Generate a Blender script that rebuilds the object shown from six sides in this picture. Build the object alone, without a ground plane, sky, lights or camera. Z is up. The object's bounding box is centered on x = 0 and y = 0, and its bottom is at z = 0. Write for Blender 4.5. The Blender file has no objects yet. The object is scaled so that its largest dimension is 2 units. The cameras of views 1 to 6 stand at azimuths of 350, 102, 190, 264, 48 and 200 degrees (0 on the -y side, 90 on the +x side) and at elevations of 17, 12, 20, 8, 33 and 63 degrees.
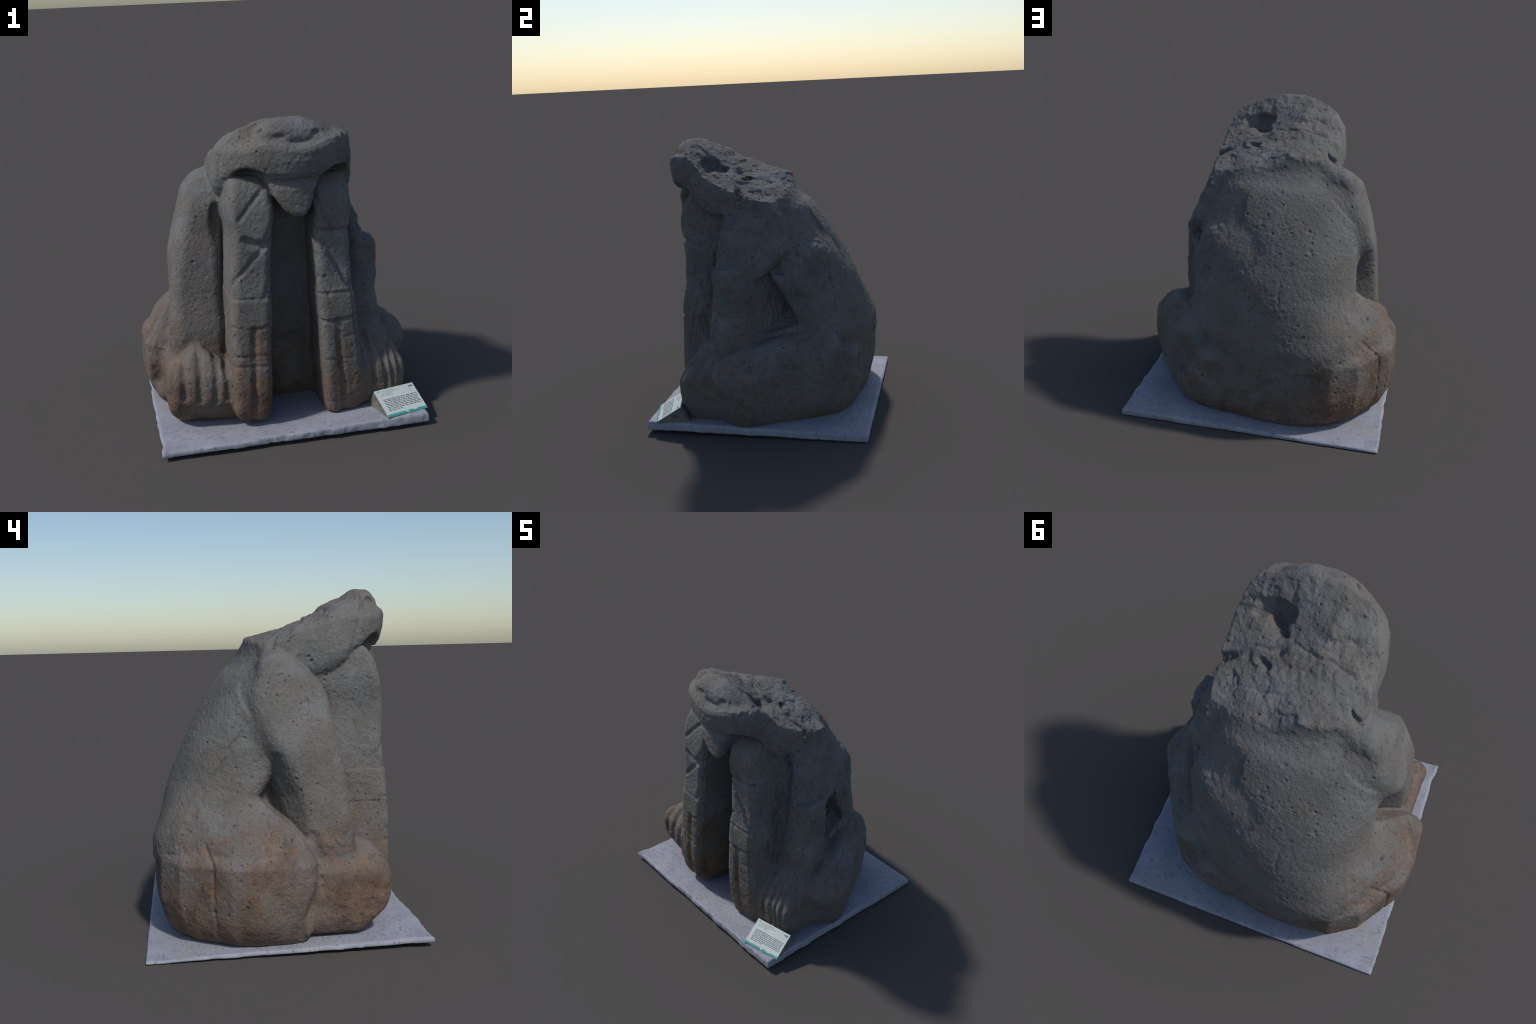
"""Weathered stone figure of a crouching beast on a thin marble slab, with a small label stand.

The figure is described as a set of solid parts (lofts through cross-sections, extruded
profiles, grooves and breaks), blended into one stone surface, meshed, then separated
into its anatomical parts."""
import bpy, bmesh, math, random
import numpy as np
from mathutils import Vector, Matrix

F = np.float32
random.seed(7)

# ------------------------------------------------------------------ small solid-geometry kit
def smooth01(t):
    t = np.clip(t, 0, 1)
    return t * t * (3 - 2 * t)

def smin(a, b, k):
    h = np.clip(0.5 + 0.5 * (b - a) / k, 0, 1)
    return b + (a - b) * h - k * h * (1 - h)

def smax(a, b, k):
    return -smin(-a, -b, k)

def curve(zs, vs):
    """smooth monotone-ish curve through stations -> function"""
    zs, vs = np.array(zs, float), np.array(vs, float)
    d = np.diff(vs) / np.diff(zs)
    m = np.concatenate([[d[0]], np.where(d[1:] * d[:-1] > 0, 2 * d[1:] * d[:-1] / (d[1:] + d[:-1] + 1e-12), 0), [d[-1]]])
    q = np.linspace(zs[0], zs[-1], 400)
    i = np.clip(np.searchsorted(zs, q) - 1, 0, len(zs) - 2)
    h = zs[i + 1] - zs[i]
    t = (q - zs[i]) / h
    v = (2*t**3-3*t**2+1)*vs[i] + (t**3-2*t**2+t)*h*m[i] + (-2*t**3+3*t**2)*vs[i+1] + (t**3-t**2)*h*m[i+1]
    return lambda z: np.interp(z, q, v).astype(F)

def poly2(u, v, pts):
    """signed distance to a closed polygon in a plane"""
    pts = np.array(pts, F)
    d = np.full(u.shape, 1e9, F)
    s = np.ones(u.shape, F)
    n = len(pts)
    for i in range(n):
        a, b = pts[i], pts[i - 1]
        e = b - a
        wu, wv = u - a[0], v - a[1]
        t = np.clip((wu * e[0] + wv * e[1]) / (e @ e), 0, 1)
        d = np.minimum(d, (wu - e[0]*t)**2 + (wv - e[1]*t)**2)
        c1, c2, c3 = v >= a[1], v < b[1], e[0] * wv > e[1] * wu
        s = np.where((c1 & c2 & c3) | (~c1 & ~c2 & ~c3), -s, s)
    return s * np.sqrt(d)

class Column:
    """upright loft: rounded-rectangle sections at heights z: (z, x0, x1, y0, y1)"""
    def __init__(self, stations, r, cap=0.05, shear=0.0, shear_x=0.0, flare=(0.0, 0.0, 0.0)):
        st = np.array(stations, float)
        self.c = [curve(st[:, 0], st[:, i]) for i in range(1, 5)]
        self.z0, self.z1 = st[0, 0], st[-1, 0]
        self.r, self.cap, self.sh, self.sx, self.fl = r, cap, shear, shear_x, flare
    def __call__(self, P):
        x, y, z = P.T
        y = y - self.sh * (x - self.sx)
        x0, x1, y0, y1 = [c(z) for c in self.c]
        deep = np.clip(y - self.fl[2], 0, 0.3)            # sides may splay toward the back
        x0, x1 = x0 - self.fl[0] * deep, x1 + self.fl[1] * deep
        r = np.minimum(self.r, np.minimum(x1 - x0, y1 - y0) * 0.49)
        qx = np.abs(x - (x0 + x1) / 2) - (x1 - x0) / 2 + r
        qy = np.abs(y - (y0 + y1) / 2) - (y1 - y0) / 2 + r
        d = np.hypot(np.maximum(qx, 0), np.maximum(qy, 0)) + np.minimum(np.maximum(qx, qy), 0) - r
        return smax(d, np.maximum(z - self.z1, self.z0 - z), self.cap)

class Plan:
    """solid from a floor-plan polygon that shrinks by an inset given at each height"""
    def __init__(self, pts, inset, r, axis=2):
        self.p, self.r, self.ax = (self.shrunk(np.array(pts, float), r) if r else pts), r, axis
        s = np.array(inset, float)
        self.i = curve(s[:, 0], s[:, 1]); self.z0, self.z1 = s[0, 0], s[-1, 0]
    @staticmethod
    def shrunk(p, r):
        """every edge moved inward by r (mitred)"""
        area = 0.5 * np.sum(p[:, 0] * np.roll(p[:, 1], -1) - np.roll(p[:, 0], -1) * p[:, 1])
        e = np.roll(p, -1, 0) - p
        nrm = np.stack([-e[:, 1], e[:, 0]], 1) / np.linalg.norm(e, axis=1, keepdims=True) * np.sign(area)
        a = np.roll(nrm, 1, 0)
        m = a + nrm
        return p + r * m / np.maximum(0.5, np.sum(m * nrm, 1, keepdims=True))
    def __call__(self, P):
        u, v, w = [P[:, i] for i in ((1, 2, 0) if self.ax == 0 else (0, 2, 1) if self.ax == 1 else (0, 1, 2))]
        d = poly2(u, v, self.p) + self.i(w)
        d = d - F(self.r)          # the shrunken plan grown again: rounded corners
        return smax(d, np.maximum(w - self.z1, self.z0 - w), 0.03)

def ball(P, c, r):
    a, b, e = (P[:, 0] - F(c[0])) / F(r[0]), (P[:, 1] - F(c[1])) / F(r[1]), (P[:, 2] - F(c[2])) / F(r[2])
    l = np.sqrt(a * a + b * b + e * e) + F(1e-6)
    return (l - 1) * l / (np.sqrt((a / F(r[0]))**2 + (b / F(r[1]))**2 + (e / F(r[2]))**2) + F(1e-6))

def rope(P, pts, r):
    """distance to a poly-line with radius r (one number or one per point)"""
    pts = np.array(pts, F)
    rr = np.full(len(pts), r, F) if np.isscalar(r) else np.array(r, F)
    d = np.full(len(P), 1e9, F)
    x, y, z = P.T
    for i in range(len(pts) - 1):
        a, e = pts[i], pts[i+1] - pts[i]
        wx, wy, wz = x - a[0], y - a[1], z - a[2]
        t = np.clip((wx * e[0] + wy * e[1] + wz * e[2]) / (e @ e), 0, 1)
        q = np.sqrt((wx - t * e[0])**2 + (wy - t * e[1])**2 + (wz - t * e[2])**2)
        d = np.minimum(d, q - (rr[i] + (rr[i+1] - rr[i]) * t))
    return d

def carve(d, P, lo, hi, fn, k):
    """take a tool shape out of the solid; only points inside the tool's bounds are touched"""
    m = ((P[:, 0] > lo[0]) & (P[:, 0] < hi[0]) & (P[:, 1] > lo[1]) & (P[:, 1] < hi[1]) & (P[:, 2] > lo[2]) & (P[:, 2] < hi[2]))
    if m.any():
        d = d.copy()
        d[m] = smax(d[m], -fn(P[m]), k)
    return d
def carve_rope(d, P, pts, r, k):
    q, w = np.array(pts), np.max(r) + k + 0.02
    return carve(d, P, q.min(0) - w, q.max(0) + w, lambda p: rope(p, pts, r), k)
def carve_ball(d, P, c, r, k):
    c, r = np.array(c), np.array(r)
    return carve(d, P, c - r * 1.3 - k - 0.02, c + r * 1.3 + k + 0.02, lambda p: ball(p, c, r), k)

def box(P, lo, hi, r):
    lo, hi = np.array(lo, F), np.array(hi, F)
    q = np.abs(P - (lo + hi) / 2) - (hi - lo) / 2 + r
    return np.sqrt((np.maximum(q, 0)**2).sum(1)) + np.minimum(q.max(1), 0) - r

# ------------------------------------------------------------------ noise
def _hash(i, j, k, seed):
    h = (i.astype(np.uint32) * np.uint32(374761393) + j.astype(np.uint32) * np.uint32(668265263)
         + k.astype(np.uint32) * np.uint32(2147483647) + np.uint32(seed * 1274126177 & 0xffffffff))
    h = (h ^ (h >> np.uint32(13))) * np.uint32(1274126177)
    h = h ^ (h >> np.uint32(16))
    return h

def noise(P, scale, seed=0):
    """smooth value noise, about -1..1"""
    Q = P * F(scale) + F(57.3)
    I = np.floor(Q).astype(np.int64)
    f = (Q - I).astype(F)
    f = f * f * (3 - 2 * f)
    out = 0
    for a in (0, 1):
        for b in (0, 1):
            for c in (0, 1):
                w = (f[:, 0] if a else 1 - f[:, 0]) * (f[:, 1] if b else 1 - f[:, 1]) * (f[:, 2] if c else 1 - f[:, 2])
                out = out + w * (_hash(I[:, 0]+a, I[:, 1]+b, I[:, 2]+c, seed).astype(F) / F(2147483648.0) - 1)
    return out.astype(F)

_R = np.array([[0.36, 0.48, -0.8], [-0.8, 0.6, 0.0], [0.48, 0.64, 0.6]], F)
def fbm(P, scale, octaves, seed=0, gain=0.5):
    out, amp = 0, 1.0
    for o in range(octaves):
        out = out + amp * noise(P, scale, seed + o)
        P = P @ _R
        scale *= 2.03
        amp *= gain
    return out

def pits(P, scale, density, seed, rmin=0.25, rmax=0.5):
    """0..1 bowl-shaped pits scattered one per lattice cell with the given probability"""
    Q = P * F(scale)
    I = np.floor(Q).astype(np.int64)
    out = np.zeros(len(P), F)
    for a in (-1, 0, 1):
        for b in (-1, 0, 1):
            for c in (-1, 0, 1):
                J = I + np.array([a, b, c])
                h = _hash(J[:, 0], J[:, 1], J[:, 2], seed)
                on = (h & np.uint32(1023)).astype(F) / 1023 < density
                o = np.stack([((h >> np.uint32(s)) & np.uint32(127)).astype(F) / 127 for s in (10, 17, 24)], 1)
                rad = rmin + (rmax - rmin) * ((h >> np.uint32(5)) & np.uint32(63)).astype(F) / 63
                d = np.sqrt(((Q - J - o)**2).sum(1)) / rad
                out = np.maximum(out, np.where(on, np.clip(1 - d * d, 0, 1), 0))
    return out

# ------------------------------------------------------------------ the stone figure
def slab_top(x, y):
    return 0.0535 - 0.026 * y + 0.018 * x

# -- body
SKEW = curve([0, 0.25, 0.5, 0.7, 0.9, 1.15, 1.4, 2.0], [0.14, 0.18, 0.19, 0.15, 0.09, 0.06, 0.02, 0.0])
SQUARE = curve([0, 0.4, 0.6, 0.8, 1.1, 2.0], [2.7, 2.7, 2.9, 2.55, 2.3, 2.2])

class Trunk:
    """seated trunk: at each height a straight front and sides, and a rounded back (super-ellipse)"""
    def __init__(self, stations):
        st = np.array(stations, float)
        self.c = [curve(st[:, 0], st[:, i]) for i in range(1, 6)]
        self.z0, self.z1 = st[0, 0], st[-1, 0]
    def __call__(self, P):
        x, y, z = P.T
        x0, x1, y0, ym, y1 = [c(z) for c in self.c]
        yf = y
        y = y + SKEW(z) * (x + 0.1)      # the left side of the back sits farther out
        a, xc, b, n = (x1 - x0) / 2, (x0 + x1) / 2, y1 - ym, SQUARE(z)
        dx, dy = np.abs(x - xc), np.maximum(y - ym, 0)
        f = ((dx / a)**n + (dy / b)**n)**(1 / n) + 1e-6
        d = (1 - 1 / f) * np.hypot(dx, dy)
        d = np.where(f < 0.05, -0.3, d)
        flat = y0 + 0.04 * np.clip(x, -0.1, 0.2) + 0.22 * smooth01((np.abs(x - 0.03) - 0.25) / 0.13) - yf
        return smax(smax(d, flat, 0.05), np.maximum(z - self.z1, self.z0 - z), 0.03)

torso_core = Trunk([
    # z     x0     x1     front  widest back
    (0.02, -0.67, 0.58, -0.18, 0.00, 0.65), (0.08, -0.70, 0.63, -0.225, 0.00, 0.685), (0.15, -0.73, 0.66, -0.255, 0.00, 0.70), (0.25, -0.75, 0.67, -0.275, 0.00, 0.715),
    (0.40, -0.74, 0.64, -0.28, 0.02, 0.722), (0.55, -0.70, 0.58, -0.30, 0.05, 0.722), (0.70, -0.66, 0.545, -0.32, 0.10, 0.69),
    (0.80, -0.615, 0.53, -0.325, 0.12, 0.665), (1.00, -0.59, 0.505, -0.335, 0.12, 0.595), (1.20, -0.585, 0.475, -0.345, 0.06, 0.50),
    (1.40, -0.53, 0.45, -0.37, -0.03, 0.39), (1.50, -0.46, 0.44, -0.38, -0.05, 0.32), (1.57, -0.39, 0.44, -0.3, -0.08, 0.24),
    (1.64, -0.375, 0.44, -0.2, -0.10, 0.195), (1.78, -0.365, 0.43, -0.2, -0.10, 0.165)])

haunch_left = Plan([(-0.878, -0.105), (-0.893, 0.04), (-0.902, 0.17), (-0.870, 0.33), (-0.80, 0.44), (-0.69, 0.60), (-0.52, 0.71), (-0.2, 0.62), (-0.2, -0.15), (-0.77, -0.175), (-0.83, -0.155)],
    [(0.03, 0.11), (0.10, 0.05), (0.20, 0.01), (0.32, 0.0), (0.485, 0.0), (0.515, 0.018), (0.56, 0.055), (0.62, 0.09), (0.70, 0.16), (0.76, 0.24), (0.81, 0.29), (0.86, 0.37)], 0.05)
haunch_right_low = Plan([(0.78, -0.28), (0.85, -0.205), (0.90, -0.11), (0.89, -0.04), (0.84, 0.06), (0.755, 0.20), (0.65, 0.40), (0.515, 0.58), (0.36, 0.66), (0.2, 0.69), (-0.1, 0.60), (0.2, -0.31)],
    [(0.03, 0.075), (0.10, 0.035), (0.20, 0.008), (0.30, 0.0), (0.41, 0.003), (0.49, 0.045), (0.56, 0.15), (0.64, 0.25), (0.70, 0.34)], 0.05)
def haunch_right(P):
    """low folded thigh: a heavy roll running back from the knee"""
    roll = rope(P, [(0.735, -0.15, 0.39), (0.60, 0.14, 0.49), (0.455, 0.39, 0.525)], [0.165, 0.155, 0.16])
    return smin(haunch_right_low(P), roll, 0.04)
def elbow_web(P):
    """stone left standing behind the right foreleg; its back face slants in to the hollow's deepest line"""
    x, y, z = P.T
    d = np.maximum(0.667 * (x - 0.67) + 0.747 * (y + 0.095), x - 0.665)
    return smax(smax(d, np.maximum(0.30 - x, -0.30 - y), 0.03), np.maximum(z - 1.14, 0.35 - z), 0.03)
def flank_right(P):
    """remaining skin of the right flank below the broken ledge"""
    x, y, z = P.T
    d = poly2(y, z, [(0.09, 1.10), (0.20, 1.065), (0.30, 1.035), (0.39, 0.98), (0.43, 0.80), (0.42, 0.55), (0.24, 0.55), (0.285, 0.76)])
    return smax(smax(d, x + 0.42 * (y - 0.12) - 0.545 - 0.02 * smooth01((z - 0.85) / 0.15), 0.04), 0.1 - x, 0.02)

foreleg_left = Column([
    (0.30, -0.73, -0.37, -0.41, -0.05), (0.57, -0.73, -0.37, -0.39, -0.04), (0.66, -0.72, -0.37, -0.388, -0.04), (0.84, -0.705, -0.37, -0.362, -0.02),
    (1.05, -0.69, -0.36, -0.327, 0.05), (1.27, -0.637, -0.35, -0.285, 0.13), (1.42, -0.592, -0.34, -0.258, 0.16),
    (1.51, -0.572, -0.33, -0.178, 0.13), (1.58, -0.525, -0.33, -0.105, 0.11), (1.635, -0.47, -0.33, -0.04, 0.07)], r=0.08, cap=0.06)
foreleg_right = Column([
    (0.30, 0.30, 0.70, -0.41, -0.10), (0.45, 0.30, 0.695, -0.395, -0.13), (0.67, 0.30, 0.68, -0.358, -0.15), (0.90, 0.30, 0.65, -0.328, -0.11),
    (1.05, 0.30, 0.62, -0.312, 0.02), (1.15, 0.30, 0.597, -0.297, 0.14), (1.27, 0.30, 0.552, -0.287, 0.22), (1.41, 0.30, 0.502, -0.278, 0.19),
    (1.50, 0.30, 0.472, -0.232, 0.14), (1.61, 0.30, 0.44, -0.09, 0.10)], r=0.085, cap=0.03)

paw_left_core = Column([
    (0.06, -0.73, -0.30, -0.43, 0.0), (0.10, -0.755, -0.30, -0.465, 0.0), (0.15, -0.775, -0.30, -0.51, 0.0), (0.20, -0.785, -0.30, -0.555, 0.0), (0.30, -0.79, -0.30, -0.588, 0.0),
    (0.42, -0.785, -0.30, -0.572, 0.0), (0.48, -0.765, -0.30, -0.545, 0.0), (0.54, -0.74, -0.30, -0.49, 0.0), (0.60, -0.71, -0.30, -0.41, 0.0)], r=0.06, cap=0.03, shear=-0.12, shear_x=-0.66)
paw_right_core = Column([
    (0.03, 0.30, 0.70, -0.45, -0.1), (0.09, 0.30, 0.75, -0.53, -0.1), (0.20, 0.30, 0.775, -0.574, -0.1), (0.27, 0.30, 0.78, -0.575, -0.1), (0.34, 0.30, 0.765, -0.568, -0.1),
    (0.45, 0.30, 0.73, -0.52, -0.1), (0.54, 0.30, 0.665, -0.45, -0.1), (0.60, 0.30, 0.58, -0.42, -0.1)], r=0.09, cap=0.03)

def paw_left(P):
    x, y, z = P.T
    d = paw_left_core(P)
    return smax(d, (z - (0.582 - 0.7 * np.maximum(x + 0.55, 0) - 0.75 * np.maximum(-0.60 - x, 0) + 0.55 * np.minimum(0, y + 0.50))) * 0.8, 0.03)

def paw_right(P):
    x, y, z = P.T
    d = paw_right_core(P)
    return smax(d, (z - (0.60 - 0.62 * np.maximum(x - 0.58, 0) + 0.45 * np.minimum(0, y + 0.45))) * 0.8, 0.03)

band_left_core = Column([
    (0.075, -0.30, -0.16, -0.585, -0.15), (0.11, -0.355, -0.148, -0.62, -0.15), (0.20, -0.383, -0.140, -0.655, -0.15), (0.41, -0.386, -0.136, -0.675, -0.15), (0.58, -0.382, -0.132, -0.670, -0.15),
    (0.76, -0.378, -0.128, -0.660, -0.15), (0.95, -0.368, -0.122, -0.648, -0.15), (1.12, -0.352, -0.115, -0.640, -0.15), (1.32, -0.342, -0.100, -0.642, -0.15),
    (1.49, -0.362, -0.075, -0.615, -0.15), (1.58, -0.35, -0.09, -0.59, -0.15), (1.67, -0.33, -0.13, -0.54, -0.15)], r=0.055, cap=0.05, flare=(0.0, 0.12, -0.58))
band_right_core = Column([
    (0.07, 0.235, 0.46, -0.595, -0.15), (0.12, 0.222, 0.472, -0.61, -0.15), (0.28, 0.208, 0.474, -0.635, -0.15), (0.39, 0.202, 0.468, -0.64, -0.15), (0.54, 0.196, 0.456, -0.634, -0.15),
    (0.71, 0.188, 0.437, -0.624, -0.15), (0.87, 0.184, 0.425, -0.615, -0.15), (1.07, 0.178, 0.41, -0.592, -0.15), (1.286, 0.170, 0.40, -0.587, -0.15),
    (1.42, 0.168, 0.40, -0.602, -0.15), (1.52, 0.158, 0.40, -0.592, -0.15), (1.655, 0.17, 0.39, -0.515, -0.15)], r=0.05, cap=0.04, shear=0.13, shear_x=0.28, flare=(0.0, 0.0, -0.56))

# -- head
def head_ridge(y):
    return _ridge(y)
_ridge = curve([-0.72, -0.66, -0.62, -0.58, -0.54, -0.50, -0.41, -0.32, -0.29, -0.21, -0.18, -0.05, 0.05, 0.16, 0.20, 0.30],
               [1.955, 1.988, 2.000, 2.004, 2.001, 1.986, 1.945, 1.896, 1.876, 1.840, 1.827, 1.785, 1.750, 1.713, 1.688, 1.61])

def break_height(x, y):
    t = smooth01((y + 0.53) / 0.2)                      # the broken part falls off to the figure's left side
    right = (1 - t) * 0.32 * np.maximum(x - 0.11, 0) + t * 0.315 * np.maximum(x + 0.10, 0)
    left = (0.19 - 0.05 * t) * np.maximum(-0.12 - x, 0)
    curl = 0.5 * np.maximum(-0.30 - x, 0)**2 / 0.11 * (1 - smooth01((y + 0.3) / 0.2))
    left = left + 0.22 * np.maximum(-0.20 - x, 0) * smooth01((y + 0.15) / 0.1)
    back_right = 0.10 * smooth01((y - 0.02) / 0.2) * np.maximum(x - 0.15, 0)
    return head_ridge(y) - right - left - curl - back_right

skull_profile = [(0.10, 1.48), (-0.12, 1.46), (-0.26, 1.462), (-0.37, 1.482), (-0.45, 1.52), (-0.52, 1.58), (-0.565, 1.66), (-0.60, 1.74), (-0.612, 1.82),
                 (-0.585, 1.90), (-0.52, 2.1), (-0.13, 2.1), (-0.10, 1.62)]
skull_x0 = curve([1.40, 1.46, 1.55, 1.65, 1.78, 1.9, 2.05], [-0.33, -0.36, -0.40, -0.415, -0.39, -0.335, -0.15])
skull_x1 = curve([1.40, 1.46, 1.55, 1.65, 1.75, 1.85, 1.95, 2.05], [0.40, 0.44, 0.475, 0.485, 0.462, 0.42, 0.34, 0.25])
lip_profile = [(-0.45, 1.895), (-0.68, 1.895), (-0.715, 1.875), (-0.724, 1.845), (-0.718, 1.77), (-0.70, 1.70), (-0.672, 1.662), (-0.45, 1.64)]

def extruded(P, prof, x0, x1, bend, r, k=0.05):
    x, y, z = P.T
    d = poly2(y - bend * (1 + 0.5 * smooth01((0.03 - x) / 0.1)) * (x - 0.03)**2, z, prof)
    xl, xr = (x0(z), x1(z)) if callable(x0) else (x0, x1)
    return smax(d, np.maximum(xl - x, x - xr), k)

def head(P):
    x, y, z = P.T
    d = extruded(P, skull_profile, skull_x0, skull_x1, 0.45, 0.03, 0.06)
    Q = P.copy()
    Q[:, 2] = z + (0.24 * np.maximum(-0.13 - x, 0) + 0.036 * np.exp(-((x - 0.07) / 0.11)**2)) * smooth01((z - 1.75) / 0.12) - 0.02 * smooth01((x - 0.15) / 0.15) * smooth01((z - 1.75) / 0.12)
    lip = extruded(Q, lip_profile, curve([1.6, 1.9], [-0.40, -0.385]), curve([1.6, 1.75, 1.9], [0.455, 0.45, 0.38]), 0.85, 0.03, 0.07)
    d = smin(d, lip, 0.03)
    side = np.maximum(x - (0.470 - 0.85 * np.maximum(0, -0.36 - y)**1.5), (-0.43 + (0.85 - 0.1 * smooth01((z - 1.78) / 0.08)) * np.maximum(0, -0.34 - y)**1.5) - x)
    return smax(d, side * 0.85, 0.05)

def nose(P):
    x, y, z = P.T
    d = box(P, (-0.185, -0.680, 1.862), (0.285, -0.30, 2.12), 0.05)
    d = smax(d, z - (2.004 - 0.80 * np.maximum(x - 0.09, 0)**1.35 - 1.5 * np.maximum(-0.03 - x, 0)**1.6 - 2.2 * np.maximum(-0.59 - y, 0)**1.5), 0.05)
    return smax(d, -(y + 0.684 - 0.9 * (x - 0.05)**2 - 0.55 * np.maximum(z - 1.945, 0)), 0.05)

def chin(P):
    x, y, z = P.T
    d = poly2(x, z, [(-0.15, 1.74), (0.225, 1.74), (0.21, 1.67), (0.165, 1.57), (0.145, 1.485), (0.10, 1.427), (0.035, 1.423), (-0.02, 1.47), (-0.085, 1.56), (-0.13, 1.66)])
    front = -(y + 0.668 - 0.08 * (1.62 - z) - 0.9 * (x - 0.05)**2 - 0.5 * np.maximum(z - 1.60, 0))
    return smax(smax(d, front, 0.035), y + 0.3, 0.03)

hollow_left = Plan([(0.05, 1.04), (-0.02, 0.84), (-0.05, 0.62), (0.19, 0.68), (0.20, 0.80), (0.11, 0.95)], [(-0.95, -0.14), (-0.70, -0.05), (-0.60, 0.015), (-0.52, 0.05), (-0.44, 0.085)], 0, axis=0)
hollow_right = Plan([(0.09, 1.12), (-0.13, 0.84), (-0.15, 0.61), (0.29, 0.70), (0.275, 0.78), (0.11, 1.06)], [(0.34, 0.10), (0.50, 0.015), (0.60, 0.0), (0.90, -0.06)], 0, axis=0)

def within(fn, lo, hi):
    """evaluate a part only near its bounding box; farther off its distance to the box will do"""
    lo, hi = np.array(lo, F), np.array(hi, F)
    def f(P):
        q = [np.maximum(np.maximum(lo[i] - P[:, i], P[:, i] - hi[i]), 0) for i in range(3)]
        d = np.sqrt(q[0]**2 + q[1]**2 + q[2]**2)
        near = d < 0.10
        if near.any():
            d[near] = fn(P[near])
        return d
    return f

haunch_left = within(haunch_left, (-0.92, -0.2, 0), (-0.15, 0.73, 0.9))
haunch_right = within(haunch_right, (-0.12, -0.34, 0), (0.94, 0.72, 0.84))
foreleg_left = within(foreleg_left, (-0.75, -0.45, 0.28), (-0.32, 0.26, 1.67))
foreleg_right = within(foreleg_right, (0.28, -0.45, 0.28), (0.72, 0.32, 1.63))
paw_left = within(paw_left, (-0.82, -0.6, 0.04), (-0.28, 0.02, 0.66))
paw_right = within(paw_right, (0.28, -0.6, 0.02), (0.79, -0.08, 0.64))
band_left_core = within(band_left_core, (-0.40, -0.70, 0.06), (-0.05, -0.12, 1.68))
band_right_core = within(band_right_core, (0.14, -0.68, 0.05), (0.49, -0.10, 1.67))
head = within(head, (-0.45, -0.76, 1.42), (0.51, 0.12, 2.1))
ledge = within(lambda P: rope(P, [(0.35, 0.33, 1.31), (0.29, 0.385, 1.275), (0.25, 0.42, 1.25)], [0.01, 0.03, 0.012]), (0.23, 0.31, 1.22), (0.37, 0.44, 1.34))
elbow_web = within(elbow_web, (0.28, -0.30, 0.33), (0.68, 0.26, 1.16))
flank_swell = within(lambda P: ball(P, (0.245, 0.295, 1.07), (0.195, 0.195, 0.24)), (0.04, 0.09, 0.82), (0.45, 0.50, 1.32))
flank_right = within(flank_right, (0.08, 0.07, 0.53), (0.62, 0.62, 1.15))
nose = within(nose, (-0.2, -0.70, 1.88), (0.30, -0.28, 2.05))
chin = within(chin, (-0.17, -0.70, 1.41), (0.24, -0.28, 1.75))

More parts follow.
